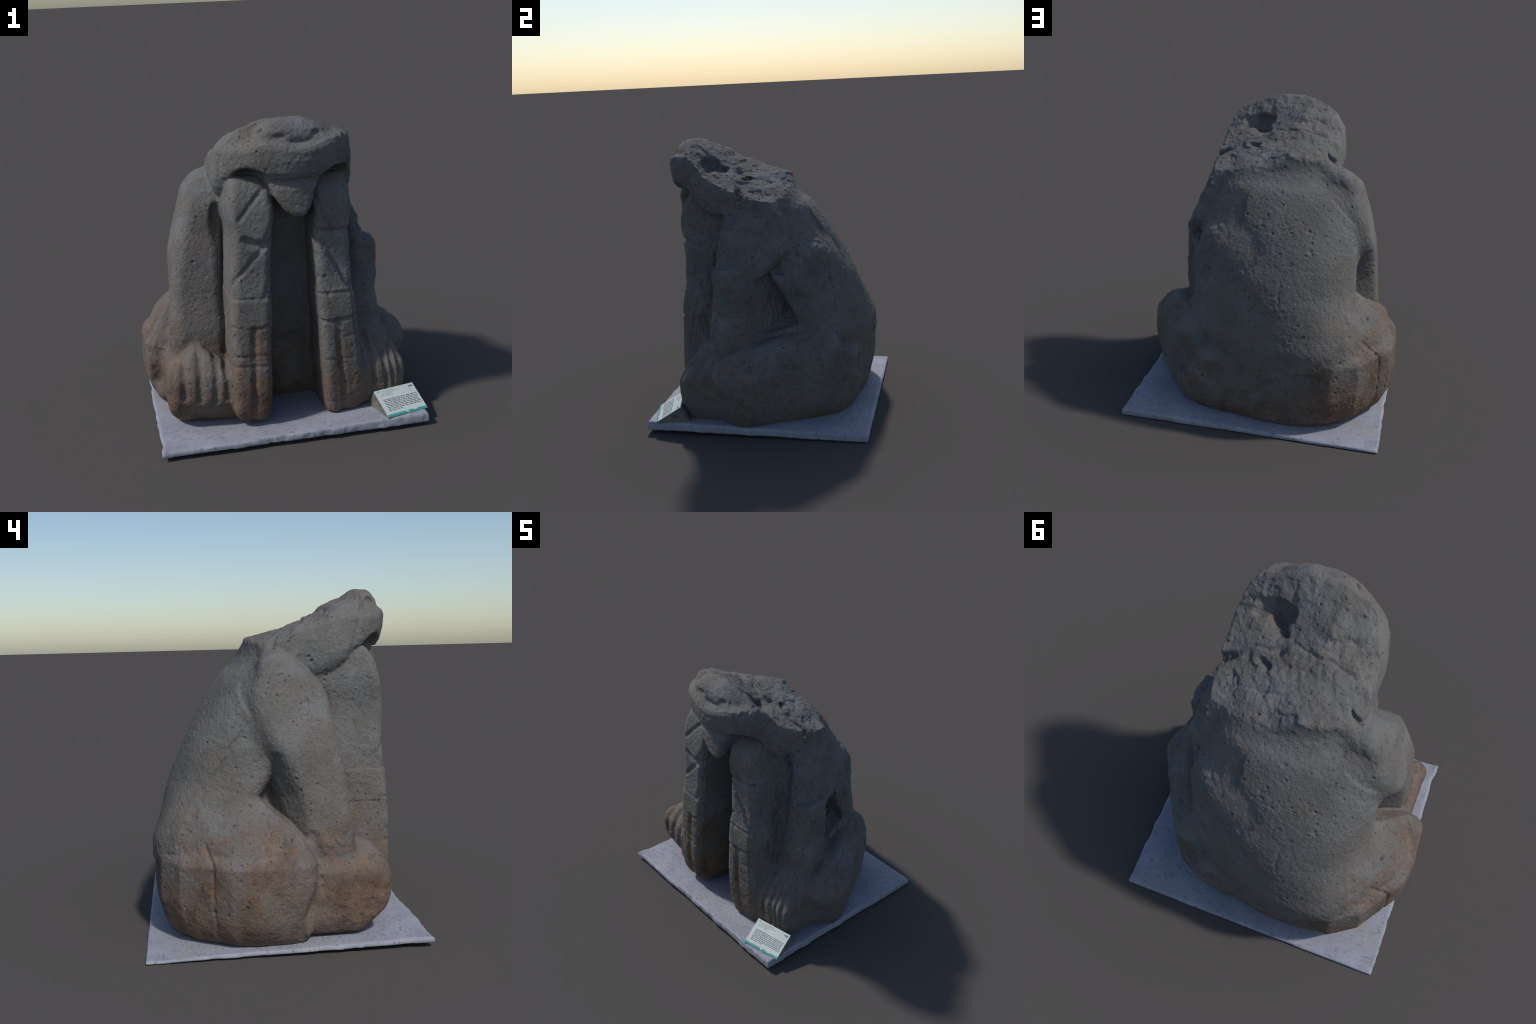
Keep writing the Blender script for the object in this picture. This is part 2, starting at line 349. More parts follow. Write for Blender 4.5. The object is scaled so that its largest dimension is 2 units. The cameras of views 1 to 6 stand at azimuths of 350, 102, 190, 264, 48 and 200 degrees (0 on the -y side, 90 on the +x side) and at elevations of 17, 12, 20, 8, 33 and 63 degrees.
def stone(P, want_parts=False, rough=True):
    if rough:      # nothing hand-cut is quite straight
        P = P + 0.005 * np.stack([noise(P, 5, 51), noise(P, 5, 52), noise(P, 5, 53)], 1)
    x, y, z = P.T
    top = z - break_height(x, y)
    if rough:
        zone = (z > 1.45) & (np.abs(top) < 0.09)
        n = np.zeros(len(P), F)
        if zone.any():
            Pz = P[zone]
            q = fbm(Pz, 4.2, 3, 3, 0.5) * 2.2
            chip = np.floor(q) + smooth01((q - np.floor(q)) / 0.45)           # conchoidal steps between flatter chips
            n[zone] = 0.009 * (chip - 0.5) + 0.007 * fbm(Pz, 12, 4, 17, 0.6)
        n *= smooth01((y + 0.60) / 0.12) 
        top = top + n
    torso = torso_core(P)
    hl, hr = haunch_left(P), haunch_right(P)
    fl, fr = foreleg_left(P), foreleg_right(P)
    pl_, pr_ = paw_left(P), paw_right(P)
    bl, br = band_left_core(P), band_right_core(P)
    hd, ns, ch = head(P), nose(P), chin(P)
    if want_parts:
        return dict(torso=torso, hind_leg_l=hl, hind_leg_r=hr, foreleg_l=fl, foreleg_r=fr, paw_l=pl_, paw_r=pr_, band_l=bl - 0.006, band_r=br - 0.006, head=smax(hd, top, 0.01), nose=ns - 0.004, chin=ch - 0.004)
    # torso, neck and broken top
    d = torso
    d = smin(d, fl, 0.10)
    d = smin(d, fr, 0.05)
    # triangular hollows between foreleg, flank and haunch
    d = carve(d, P, (-0.95, -0.25, 0.5), (-0.3, 0.35, 1.2), hollow_left, 0.06)
    d = smin(d, flank_right(P), 0.035)
    d = smin(d, flank_swell(P), 0.12)
    d = carve(d, P, (0.2, -0.3, 0.4), (0.9, 0.45, 1.25), hollow_right, 0.012)
    d = smin(d, elbow_web(P), 0.015)
    d = smin(d, hl, 0.035)
    d = smin(d, hr, 0.025)
    # head
    hd = carve_ball(hd, P, (-0.235, -0.62, 1.60), (0.13, 0.18, 0.135), 0.02)
    hd = carve_ball(hd, P, (0.315, -0.60, 1.60), (0.13, 0.18, 0.125), 0.02)
    d = smin(d, hd, 0.02)
    d = smin(d, ns, 0.025)
    d = smax(d, top, 0.012)
    d = smin(d, ledge(P), 0.02)
    d = smin(d, ch, 0.012)
    # nostrils and the slot under the nose
    for c, r in (((-0.05, -0.672, 1.908), (0.050, 0.022, 0.016)), ((0.180, -0.66, 1.920), (0.036, 0.024, 0.017)), ((0.075, -0.69, 1.890), (0.022, 0.016, 0.006))) :
        d = carve_ball(d, P, c, r, 0.014)
    d = carve_rope(d, P, [(-0.15, -0.60, 1.935), (-0.22, -0.585, 1.94), (-0.32, -0.58, 1.95)], [0.024, 0.042, 0.055], 0.012)
    # deep hole and chips in the broken top
    def pit(p):
        w = p + 0.032 * np.stack([noise(p, 14, 81), noise(p, 14, 82), noise(p, 14, 83)], 1) if rough else p
        return smin(ball(w, (0.235, -0.37, 1.835), (0.115, 0.075, 0.08)), ball(w, (0.21, -0.27, 1.80), (0.10, 0.09, 0.03)), 0.03)
    d = carve(d, P, (-0.04, -0.60, 1.60), (0.50, -0.05, 2.06), pit, 0.03)
    d = carve_ball(d, P, (0.40, 0.44, 1.36), (0.13, 0.14, 0.10), 0.06)
    d = carve_ball(d, P, (0.267, 0.715, 0.355), (0.08, 0.09, 0.075), 0.06)
    for c, r in (((0.20, -0.115, 1.71), (0.045, 0.02, 0.022)), ((-0.25, -0.30, 1.88), (0.05, 0.02, 0.02))):
        def chip_out(p, c=c, r=r):
            return ball(p + (0.03 * np.stack([noise(p, 22, 84), noise(p, 22, 85), noise(p, 22, 86)], 1) if rough else 0), c, r)
        c_, r_ = np.array(c), np.array(r) * 1.3 + 0.06
        d = carve(d, P, c_ - r_, c_ + r_, chip_out, 0.015)
    d = carve_rope(d, P, [(0.34, -0.165, 1.70), (0.45, -0.13, 1.62), (0.54, -0.10, 1.56)], [0.015, 0.03, 0.035], 0.015)
    d = carve_rope(d, P, [(-0.36, -0.16, 1.80), (-0.425, -0.15, 1.77), (-0.435, -0.12, 1.66)], [0.012, 0.026, 0.02], 0.035)
    d = carve_ball(d, P, (-0.87, -0.225, 0.21), (0.11, 0.14, 0.17), 0.05)
    # cleft between the left foreleg and the hanging band
    d = carve_rope(d, P, [(-0.385, -0.235, 1.42), (-0.375, -0.285, 1.33), (-0.38, -0.335, 1.15), (-0.385, -0.365, 0.95), (-0.395, -0.40, 0.62)], [0.03, 0.05, 0.022, 0.010, 0.005], 0.03)
    d = carve_rope(d, P, [(0.44, -0.25, 1.40), (0.45, -0.315, 1.2), (0.458, -0.352, 0.9), (0.465, -0.40, 0.62)], [0.015, 0.038, 0.036, 0.008], 0.04)
    # hanging bands, paws
    d = smin(d, bl, 0.015)
    d = smin(d, br, 0.015)
    d = smin(d, pl_, 0.03)
    d = smin(d, pr_, 0.05)
    return d

# ------------------------------------------------------------------ meshing
def mesh_solid(fn, lo, hi, h, refine=True):
    """sample the solid finely near its surface only, and lay quads over it (surface nets)"""
    lo = np.array(lo, float)
    k = 8
    n = np.ceil((np.array(hi) - lo) / (h * k)).astype(int)
    H = h * k
    ax = [lo[i] + (np.arange(n[i]) + 0.5) * H - h * 0.5 for i in range(3)]
    C = np.stack(np.meshgrid(*ax, indexing="ij"), -1).reshape(-1, 3).astype(F)
    dc = fn(C, rough=False)
    D = np.repeat(np.repeat(np.repeat(dc.reshape(n), k, 0), k, 1), k, 2).astype(F)
    act = np.nonzero((np.abs(dc) < H * 1.5 + 0.03))[0]
    # second level: 2x2x2 groups inside the active blocks
    b = np.stack(np.unravel_index(act, n), 1)
    sub = np.stack(np.meshgrid(*[np.arange(4)] * 3, indexing="ij"), -1).reshape(-1, 3)
    g = (b[:, None, :] * 4 + sub[None]).reshape(-1, 3)
    Pg = (lo + (g * 2 + 0.5) * h).astype(F)
    dg = fn(Pg, rough=False)
    for s in np.stack(np.meshgrid(*[np.arange(2)] * 3, indexing="ij"), -1).reshape(-1, 3):
        D[tuple((g * 2 + s).T)] = dg
    g = g[np.abs(dg) < h * 2 + 0.03]
    s2 = np.stack(np.meshgrid(*[np.arange(2)] * 3, indexing="ij"), -1).reshape(-1, 3)
    f = (g[:, None, :] * 2 + s2[None]).reshape(-1, 3)
    out = np.empty(len(f), F)
    for i in range(0, len(f), 400000):
        out[i:i+400000] = fn((lo + f[i:i+400000] * h).astype(F))
    D[tuple(f.T)] = out
    S = D < 0
    cnt = sum(S[a:S.shape[0]-1+a, b_:S.shape[1]-1+b_, c:S.shape[2]-1+c].astype(np.int8) for a in (0, 1) for b_ in (0, 1) for c in (0, 1))
    cells = np.stack(np.nonzero((cnt > 0) & (cnt < 8)), 1)
    idx = np.full(cnt.shape, -1, np.int32)
    idx[tuple(cells.T)] = np.arange(len(cells))
    corners = [(a, b_, c) for a in (0, 1) for b_ in (0, 1) for c in (0, 1)]
    V = {c: D[tuple((cells + c).T)] for c in corners}
    acc = np.zeros((len(cells), 3)); num = np.zeros(len(cells))
    for c in corners:
        for a in range(3):
            if c[a] == 0:
                e = list(c); e[a] = 1; e = tuple(e)
                v0, v1 = V[c], V[e]
                m = (v0 < 0) != (v1 < 0)
                t = np.where(m, v0 / np.where(m, v0 - v1, 1), 0)
                p = np.array(c, float)[None] + np.zeros((len(cells), 1)); p[:, a] += t
                acc += p * m[:, None]; num += m
    verts = lo + (cells + acc / num[:, None]) * h
    quads = []
    for a in range(3):
        u, v = (a + 1) % 3, (a + 2) % 3
        A = np.moveaxis(S, a, 0)
        diff = np.moveaxis(A[1:] != A[:-1], 0, a)
        e = np.stack(np.nonzero(diff), 1)
        e = e[(e[:, u] > 0) & (e[:, v] > 0) & (e[:, u] < S.shape[u] - 1) & (e[:, v] < S.shape[v] - 1)]
        du, dv = np.eye(3, dtype=int)[u], np.eye(3, dtype=int)[v]
        q = np.stack([idx[tuple((e - du - dv).T)], idx[tuple((e - dv).T)], idx[tuple(e.T)], idx[tuple((e - du).T)]], 1)
        flip = ~S[tuple(e.T)]
        q[flip] = q[flip][:, ::-1]
        quads.append(q)
    quads = np.concatenate(quads)
    return verts, quads[(quads >= 0).all(1)]

def vertex_normals(v, q):
    fn = np.cross(v[q[:, 2]] - v[q[:, 0]], v[q[:, 3]] - v[q[:, 1]])
    n = np.zeros_like(v)
    for i in range(4):
        for a in range(3):
            n[:, a] += np.bincount(q[:, i], fn[:, a], len(v))
    return n / (np.linalg.norm(n, axis=1, keepdims=True) + 1e-12)

def largest_piece(v, q):
    """drop loose crumbs: spread the lowest label along shared faces until nothing changes"""
    order = np.argsort(q.ravel(), kind="stable")
    owner = q.ravel()[order]
    start = np.flatnonzero(np.r_[True, owner[1:] != owner[:-1]])
    lab = np.arange(len(v))
    while True:
        low = np.minimum.reduceat(np.repeat(lab[q].min(1), 4)[order], start)
        new = lab.copy()
        new[owner[start]] = np.minimum(low, lab[owner[start]])
        for _ in range(3):
            new = new[new]
        if (new == lab).all():
            break
        lab = new
    return q[lab[q[:, 0]] == np.bincount(lab[q[:, 0]]).argmax()]

def make_mesh(name, v, q, mat, normals=None):
    me = bpy.data.meshes.new(name)
    used, inv = np.unique(q, return_inverse=True)
    qq = inv.reshape(q.shape)
    me.vertices.add(len(used)); me.vertices.foreach_set("co", v[used].astype(F).ravel())
    me.loops.add(qq.size); me.loops.foreach_set("vertex_index", qq.ravel().astype(np.int32))
    me.polygons.add(len(qq)); me.polygons.foreach_set("loop_start", np.arange(0, qq.size, 4, dtype=np.int32))
    me.update(calc_edges=True); me.validate()
    me.polygons.foreach_set("use_smooth", np.ones(len(me.polygons), bool))
    if normals is not None:
        me.normals_split_custom_set_from_vertices(normals[used].tolist())
    me.materials.append(mat)
    ob = bpy.data.objects.new(name, me)
    bpy.context.scene.collection.objects.link(ob)
    return ob

# ------------------------------------------------------------------ materials
class Nodes:
    def __init__(self, name):
        self.m = bpy.data.materials.new(name); self.m.use_nodes = True
        self.t = self.m.node_tree; self.t.nodes.clear()
        self.out = self.add("ShaderNodeOutputMaterial"); self.b = self.add("ShaderNodeBsdfPrincipled")
        self.t.links.new(self.b.outputs[0], self.out.inputs[0])
        self.co = self.add("ShaderNodeTexCoord").outputs["Object"]
    def add(self, kind, **kw):
        n = self.t.nodes.new(kind)
        for k, v in kw.items(): setattr(n, k, v)
        return n
    def link(self, a, b): self.t.links.new(a, b)
    def noise(self, scale, detail=4, rough=0.55, vec=None, dist=0.0):
        n = self.add("ShaderNodeTexNoise"); n.inputs["Scale"].default_value = scale
        n.inputs["Detail"].default_value = detail; n.inputs["Roughness"].default_value = rough; n.inputs["Distortion"].default_value = dist
        self.link(vec or self.co, n.inputs["Vector"]); return n.outputs["Fac"]
    def voronoi(self, scale, feature="F1", vec=None):
        n = self.add("ShaderNodeTexVoronoi", feature=feature); n.inputs["Scale"].default_value = scale
        self.link(vec or self.co, n.inputs["Vector"]); return n.outputs["Distance"]
    def ramp(self, fac, stops):
        n = self.add("ShaderNodeValToRGB"); e = n.color_ramp.elements
        while len(e) < len(stops): e.new(0.5)
        for el, (p, c) in zip(e, stops):
            el.position = p; el.color = (c, c, c, 1) if np.isscalar(c) else (*c, 1)
        self.link(fac, n.inputs[0]); return n.outputs[0]
    def math(self, op, a, b=None, clamp=False):
        n = self.add("ShaderNodeMath", operation=op, use_clamp=clamp)
        for i, v in enumerate((a, b)):
            if v is None: continue
            if isinstance(v, (int, float)): n.inputs[i].default_value = v
            else: self.link(v, n.inputs[i])
        return n.outputs[0]
    def mix(self, fac, a, b, mode="MIX"):
        n = self.add("ShaderNodeMix", data_type="RGBA", blend_type=mode)
        for s, v in ((n.inputs[0], fac), (n.inputs[6], a), (n.inputs[7], b)):
            if isinstance(v, (int, float)): s.default_value = v
            elif isinstance(v, tuple): s.default_value = (*v, 1)
            else: self.link(v, s)
        return n.outputs[2]
    def bump(self, h, strength, dist):
        n = self.add("ShaderNodeBump"); n.inputs["Strength"].default_value = strength; n.inputs["Distance"].default_value = dist
        self.link(h, n.inputs["Height"]); self.link(n.outputs[0], self.b.inputs["Normal"])
    def done(self, col, rough=0.9, spec=0.2):
        if isinstance(col, tuple): self.b.inputs["Base Color"].default_value = (*col, 1)
        else: self.link(col, self.b.inputs["Base Color"])
        self.b.inputs["Roughness"].default_value = rough
        self.b.inputs["Specular IOR Level"].default_value = spec
        return self.m

def stone_material():
    n = Nodes("weathered_volcanic_stone")
    sep = n.add("ShaderNodeSeparateXYZ"); n.link(n.co, sep.inputs[0])
    x, y, z = sep.outputs
    grey = n.ramp(n.noise(5, 5, 0.6), [(0.3, (0.126, 0.127, 0.123)), (0.5, (0.166, 0.167, 0.165)), (0.72, (0.210, 0.212, 0.213))])
    # iron-brown ground stain: strongest low down, ragged upper edge
    h = n.math("ADD", z, n.math("MULTIPLY", n.math("SUBTRACT", n.noise(3.0, 8, 0.75, dist=0.8), 0.5), 2.8))
    h = n.math("ADD", h, n.math("ADD", n.math("MULTIPLY", x, 0.26), n.math("MULTIPLY", y, 0.16)))
    stain = n.ramp(h, [(0.0, 0.9), (0.30, 0.66), (0.48, 0.24), (0.66, 0.12), (1.0, 0.0)])
    brown = n.ramp(n.noise(9, 5, 0.65), [(0.32, (0.082, 0.052, 0.037)), (0.50, (0.155, 0.098, 0.065)), (0.64, (0.215, 0.140, 0.094)), (0.78, (0.20, 0.18, 0.165))])
    col = n.mix(stain, grey, brown)
    patch = n.ramp(n.noise(3.1, 3, 0.5, dist=0.4), [(0.38, 0.0), (0.66, 0.6)])
    col = n.mix(patch, col, (0.168, 0.143, 0.122))
    speck = n.ramp(n.noise(60, 3, 0.7), [(0.30, 0.55), (0.42, 1.0), (0.62, 1.0), (0.75, 1.18)])
    col = n.mix(0.8, col, speck, "MULTIPLY")
    for scale, r0, lo_, hi_ in ((24, 0.15, 0.44, 0.52), (52, 0.17, 0.48, 0.56)):
        hole = n.ramp(n.voronoi(scale), [(r0 * 0.55, 0.30), (r0 * 1.35, 1.0)])
        gate = n.ramp(n.noise(scale * 0.4, 2, 0.5), [(lo_, 0.0), (hi_, 0.85)])
        col = n.mix(gate, col, n.mix(1.0, col, hole, "MULTIPLY"))
    fine = n.math("ADD", n.noise(110, 4, 0.65), n.math("MULTIPLY", n.noise(38, 3, 0.6), 1.2))
    n.bump(fine, 0.8, 0.007)
    return n.done(col, 0.92, 0.15)

def marble_material():
    n = Nodes("pale_grey_marble")
    col = n.ramp(n.noise(4, 4, 0.6), [(0.3, (0.27, 0.28, 0.335)), (0.55, (0.325, 0.335, 0.395)), (0.75, (0.37, 0.378, 0.43))])
    st = n.add("ShaderNodeMapping"); st.inputs["Scale"].default_value = (1.0, 2.0, 1.0); n.link(n.co, st.inputs[0])
    spots = n.ramp(n.noise(26, 3, 0.6, vec=st.outputs[0]), [(0.565, 0.0), (0.64, 0.75)])
    col = n.mix(spots, col, (0.17, 0.175, 0.19))
    cloud = n.ramp(n.noise(7, 5, 0.65, dist=0.5), [(0.35, 0.0), (0.7, 0.55)])
    col = n.mix(cloud, col, (0.25, 0.26, 0.295))
    dirt = n.ramp(n.noise(3.0, 5, 0.7), [(0.58, 0.0), (0.75, 0.6)])
    col = n.mix(dirt, col, (0.28, 0.25, 0.21))
    n.bump(n.noise(40, 4, 0.6), 0.3, 0.006)
    return n.done(col, 0.75, 0.3)

def plain(name, col, rough=0.6, var=0.0, scale=30):
    n = Nodes(name)
    if var:
        c = np.array(col)
        return n.done(n.ramp(n.noise(scale, 3, 0.6), [(0.35, tuple(c * (1 - var))), (0.65, tuple(c * (1 + var)))]), rough, 0.3)
    return n.done(col, rough, 0.3)

# ------------------------------------------------------------------ build the stone
H = 0.006
verts, quads = mesh_solid(stone, (-0.96, -0.80, 0.0), (0.98, 0.86, 2.05), H)
quads = largest_piece(verts, quads)
nrm = vertex_normals(verts, quads)
V = verts.astype(F)
vd = stone(V, want_parts=True, rough=False)
vkeys = list(vd)
vlab = np.stack([vd[k] for k in vkeys]).argmin(0)
def on(*names):
    return np.isin(vlab, [vkeys.index(k) for k in names])
N32 = nrm.astype(F)
X, Y, Z = V.T

def line_distance(u, v, pts):
    d = np.full(len(u), 9.0, F)
    for (a0, a1), (b0, b1) in zip(pts[:-1], pts[1:]):
        e0, e1 = b0 - a0, b1 - a1
        t = np.clip(((u - a0) * e0 + (v - a1) * e1) / (e0 * e0 + e1 * e1 + 1e-12), 0, 1)
        d = np.minimum(d, np.hypot(u - a0 - t * e0, v - a1 - t * e1))
    return d

rel = np.zeros(len(V), F)
wob = 0.008 * fbm(V, 14, 2, 61)          # hand-cut lines are never straight
def incise(u, v, where, pts, width, depth, wobble=1.0):
    """cut a line, given in a plane, into the surface where the mask holds"""
    width = width * 1.45
    d = line_distance(u + wob * wobble, v + wob[::-1] * 0 + wob * 0.5 * wobble, pts)
    cut = np.clip(1 - d / width, 0, 1)
    worn = 0.55 + 0.45 * np.clip(0.5 + wob * 60, 0, 1)
    rel[:] -= 0.78 * depth * worn * np.where(where, cut * cut * (3 - 2 * cut), 0)

# wrapped and jointed carving on the two hanging bands
front = N32[:, 1] < -0.25
bl_, br_ = on("band_l") & (N32[:, 1] < -0.3) & (Y < -0.5), on("band_r") & (N32[:, 1] < -0.3) & (Y < -0.47)
for pts, w, dep in (
    ([(-0.39, 0.770), (-0.24, 0.745), (-0.13, 0.760)], 0.014, 0.012),
    ([(-0.39, 0.950), (-0.25, 0.935), (-0.12, 0.935)], 0.014, 0.008),
    ([(-0.243, 0.745), (-0.25, 0.50), (-0.262, 0.10)], 0.026, 0.024),
    ([(-0.39, 0.575), (-0.13, 0.565)], 0.014, 0.008), ([(-0.39, 0.510), (-0.13, 0.497)], 0.014, 0.010),
    ([(-0.15, 1.595), (-0.30, 1.430)], 0.018, 0.018), ([(-0.165, 1.250), (-0.36, 1.040)], 0.018, 0.016),
    ([(-0.27, 1.310), (-0.19, 1.268), (-0.11, 1.275)], 0.030, 0.030), ([(-0.07, 1.44), (-0.15, 1.30)], 0.016, 0.012),
    ([(-0.12, 1.10), (-0.175, 0.93)], 0.016, 0.012)):
    incise(X, Z, bl_, pts, w, dep, 0.6)
for pts, w, dep in (
    ([(0.16, 0.740), (0.29, 0.722), (0.45, 0.750)], 0.015, 0.014), ([(0.17, 0.915), (0.42, 0.900)], 0.014, 0.010),
    ([(0.298, 0.725), (0.315, 0.45), (0.345, 0.08)], 0.024, 0.018), ([(0.20, 0.475), (0.45, 0.465)], 0.012, 0.006),
    ([(0.20, 0.17), (0.34, 0.18)], 0.012, 0.007), ([(0.345, 0.62), (0.45, 0.615)], 0.012, 0.006),
    ([(0.16, 1.54), (0.285, 1.30)], 0.018, 0.024), ([(0.16, 1.31), (0.29, 1.300), (0.385, 1.305)], 0.022, 0.028),
    ([(0.20, 1.25), (0.31, 1.085), (0.395, 0.92)], 0.018, 0.024), ([(0.185, 1.02), (0.245, 0.905)], 0.016, 0.020)):
    incise(X, Z, br_, pts, w, dep, 0.6)
rel += np.where(on("band_l", "band_r") & (Z > 0.75) & (Z < 0.935), 0.004, 0)

# toes: furrows down the front of each paw, knuckles swelling between them
TOES_LEFT = [[(-0.680, 0.53), (-0.683, 0.46), (-0.690, 0.30)], [(-0.580, 0.54), (-0.582, 0.46), (-0.592, 0.28)], [(-0.476, 0.53), (-0.478, 0.46), (-0.492, 0.27)], [(-0.42, 0.47), (-0.415, 0.40), (-0.42, 0.29)]]
TOES_RIGHT = [[(0.515, 0.56), (0.53, 0.48), (0.560, 0.25)], [(0.590, 0.53), (0.615, 0.45), (0.643, 0.20)], [(0.645, 0.51), (0.665, 0.45), (0.693, 0.20)], [(0.695, 0.48), (0.715, 0.42), (0.733, 0.2)]]
for pts in TOES_LEFT:
    incise(X, Z, on("paw_l") & (Y < -0.44) & (Z > 0.2), pts, 0.026, 0.026, 0.3)
for pts in TOES_RIGHT:
    incise(X, Z, on("paw_r") & (Y < -0.38), pts, 0.020, 0.028, 0.4)
knuckle = np.exp(-((Z - 0.40) / 0.07)**2) * on("paw_l") * smooth01((-0.42 - Y) / 0.1) + np.exp(-((Z - 0.36) / 0.08)**2) * on("paw_r") * smooth01((-0.42 - Y) / 0.1)
rel += 0.012 * knuckle.astype(F)

# broken and flaked skin of the stone, laid out by bearing round the body and height
bearing = np.degrees(np.arctan2(X, Y)).astype(F)
ragged = 0.05 * fbm(V, 7, 5, 71, 0.6)
def flake(pts, edge, height, fade, where, open_n=None):
    """a step in the surface along a ragged outline: inside stands height higher than outside"""
    P2 = [(b / 90.0, z) for b, z in pts]
    u, v = bearing / 90.0 + ragged * 0.5, Z + ragged * 0.4
    sgn = np.sign(poly2(u, v, P2))
    d = line_distance(u, v, P2[:open_n]) * sgn
    st = smooth01(0.5 - d / edge) - 0.5
    rel[:] += np.where(where, height * 2 * st * np.exp(-np.abs(d) / fade), 0)
skin = on("torso", "hind_leg_l", "hind_leg_r", "foreleg_r", "foreleg_l") & (Z < 1.62)
flake([(-61, 1.47), (-72, 1.29), (-59, 1.06), (-54, 0.96), (-47, 0.8), (-46, 0.70), (-48, 0.64), (-44, 0.58), (-37, 0.51), (-28, 0.455), (-20, 0.44), (0, 0.7), (0, 1.5)], 0.03, 0.007, 0.08, skin, 11)
flake([(56, 1.0), (44, 0.85), (30, 0.95), (17, 1.01), (5, 1.06), (-2, 1.14), (3, 1.25), (20, 1.33), (24, 1.52), (60, 1.52), (80, 1.30), (79, 1.05)], 0.12, -0.007, 0.12, skin, 8)
flake([(20, 1.33), (28, 1.22), (40, 1.27), (46, 1.40), (36, 1.5), (24, 1.48)], 0.12, -0.006, 0.10, skin)

# crease between the left haunch and paw
incise(Y, Z, (X < -0.6) & (Z < 0.66), [(-0.14, 0.63), (-0.165, 0.52), (-0.162, 0.38), (-0.125, 0.26), (-0.075, 0.19), (-0.06, 0.09)], 0.030, 0.022, 0.4)
# worn ledge along the top of the left thigh
incise(Y, Z, (X < -0.7), [(0.40, 0.548), (0.28, 0.535), (0.12, 0.545), (-0.06, 0.545)], 0.024, 0.014, 1.0)
# cracks
left = N32[:, 0] < -0.15
incise(Y, Z, on("hind_leg_l") & left, [(0.46, 0.60), (0.43, 0.52), (0.425, 0.34), (0.40, 0.10)], 0.013, 0.014)
incise(Y, Z, on("hind_leg_l") & (X < -0.5), [(0.33, 0.80), (0.35, 0.72), (0.38, 0.69)], 0.010, 0.012)
incise(Y, Z, on("hind_leg_l") & (X < -0.5), [(0.12, 0.73), (0.12, 0.68), (0.13, 0.66)], 0.012, 0.014)
incise(X, Z, on("foreleg_r") & (N32[:, 1] < -0.2), [(0.47, 0.69), (0.56, 0.685), (0.62, 0.715), (0.69, 0.785)], 0.010, 0.012)
incise(Y, Z, on("head") & left, [(-0.50, 1.86), (-0.49, 1.80), (-0.46, 1.70), (-0.43, 1.60), (-0.40, 1.53)], 0.018, 0.010, 0.4)
incise(X, Y, (Z > 1.55) & (N32[:, 2] > 0.2), [(0.44, -0.13), (0.30, -0.207), (0.20, -0.20), (0.08, -0.235), (-0.05, -0.20), (-0.20, -0.165), (-0.30, -0.15)], 0.012, 0.013, 2.0)
incise(X, Y, (Z > 1.5) & (N32[:, 2] > 0.2), [(0.42, 0.03), (0.25, 0.0), (0.10, 0.03)], 0.009, 0.006, 2.0)
incise(X, Z, (Y > 0.3), [(-0.20, 1.12), (-0.14, 0.98), (-0.16, 0.86)], 0.008, 0.006, 2)
for c, r, dep in (((-0.86, 0.003, 0.569), 0.022, 0.03), ((-0.39, -0.52, 1.12), 0.016, 0.016), ((-0.39, -0.52, 1.06), 0.014, 0.012), ((-0.85, 0.235, 0.515), 0.016, 0.016), ((-0.85, 0.19, 0.515), 0.018, 0.014), ((-0.70, 0.30, 0.70), 0.014, 0.016)):
    t = np.clip(1 - ((V - np.array(c, F))**2).sum(1) / r**2, 0, 1)
    rel -= dep * t

# weathering: smooth worn faces, coarse broken right flank, pores
broken = smooth01((N32[:, 0] - 0.25) / 0.35) * smooth01((X - 0.25) / 0.1) * smooth01((Z - 0.25) / 0.3)
stretch = V * np.array([1, 1, 0.55], F)
rel += 0.0035 * fbm(V, 6, 3, 21, 0.5)
fractured = smooth01((0.03 - np.abs(Z - break_height(X, Y))) / 0.015) * smooth01((Y + 0.55) / 0.1)
rel += fractured * (0.0022 * fbm(V, 26, 3, 91, 0.55) - 0.011 * pits(V + 0.012 * noise(V, 30, 9)[:, None], 17, 0.30, 95, 0.12, 0.32))
rel += (0.0017 + 0.0008 * broken) * fbm(V, 55, 2, 33, 0.6)
rel += broken * (0.008 * fbm(stretch, 15, 3, 25, 0.6) - 0.011 * np.abs(fbm(stretch, 22, 3, 27)))
rel -= 0.009 * pits(V, 24, 0.45, 5, 0.14, 0.30) * np.clip(0.55 + 1.6 * fbm(V, 4, 2, 101), 0, 1.2) + 0.014 * pits(V, 12, 0.16, 9, 0.08, 0.17)
rel -= 0.010 * pits(V + 0.02 * noise(V, 20, 8)[:, None], 7, 0.22, 15, 0.10, 0.24)
verts = verts + nrm * rel[:, None]
nrm = vertex_normals(verts, quads)

stone_mat = stone_material()
cent = verts[quads].mean(1).astype(F)
pd = stone(cent, want_parts=True, rough=False)
keys = list(pd)
label = np.stack([pd[k] for k in keys]).argmin(0)

statue = bpy.data.objects.new("stone_statue", None)
bpy.context.scene.collection.objects.link(statue)
statue["label"] = "weathered headless crouching beast carved from grey volcanic stone"
statue["category"] = "stone statue"

# each toe is a piece of its paw, bounded by the furrows
for paw, lines, sgn in (("paw_l", TOES_LEFT, -1), ("paw_r", TOES_RIGHT, 1)):
    cx, cy, cz = cent.T
    zone = (label == keys.index(paw)) & (cz < 0.50) & (cz > 0.24) & (cy < -0.47)
    edges = np.stack([np.interp(cz, [q[1] for q in l[::-1]], [q[0] for q in l[::-1]]) for l in lines])
    which = (edges < cx).sum(0)
    for k in range(len(lines) + 1):
        sel = zone & (which == k)
        if sel.sum() > 60:
            keys.append(f"toe_{paw}_{k}")
            label = np.where(sel, len(keys) - 1, label)

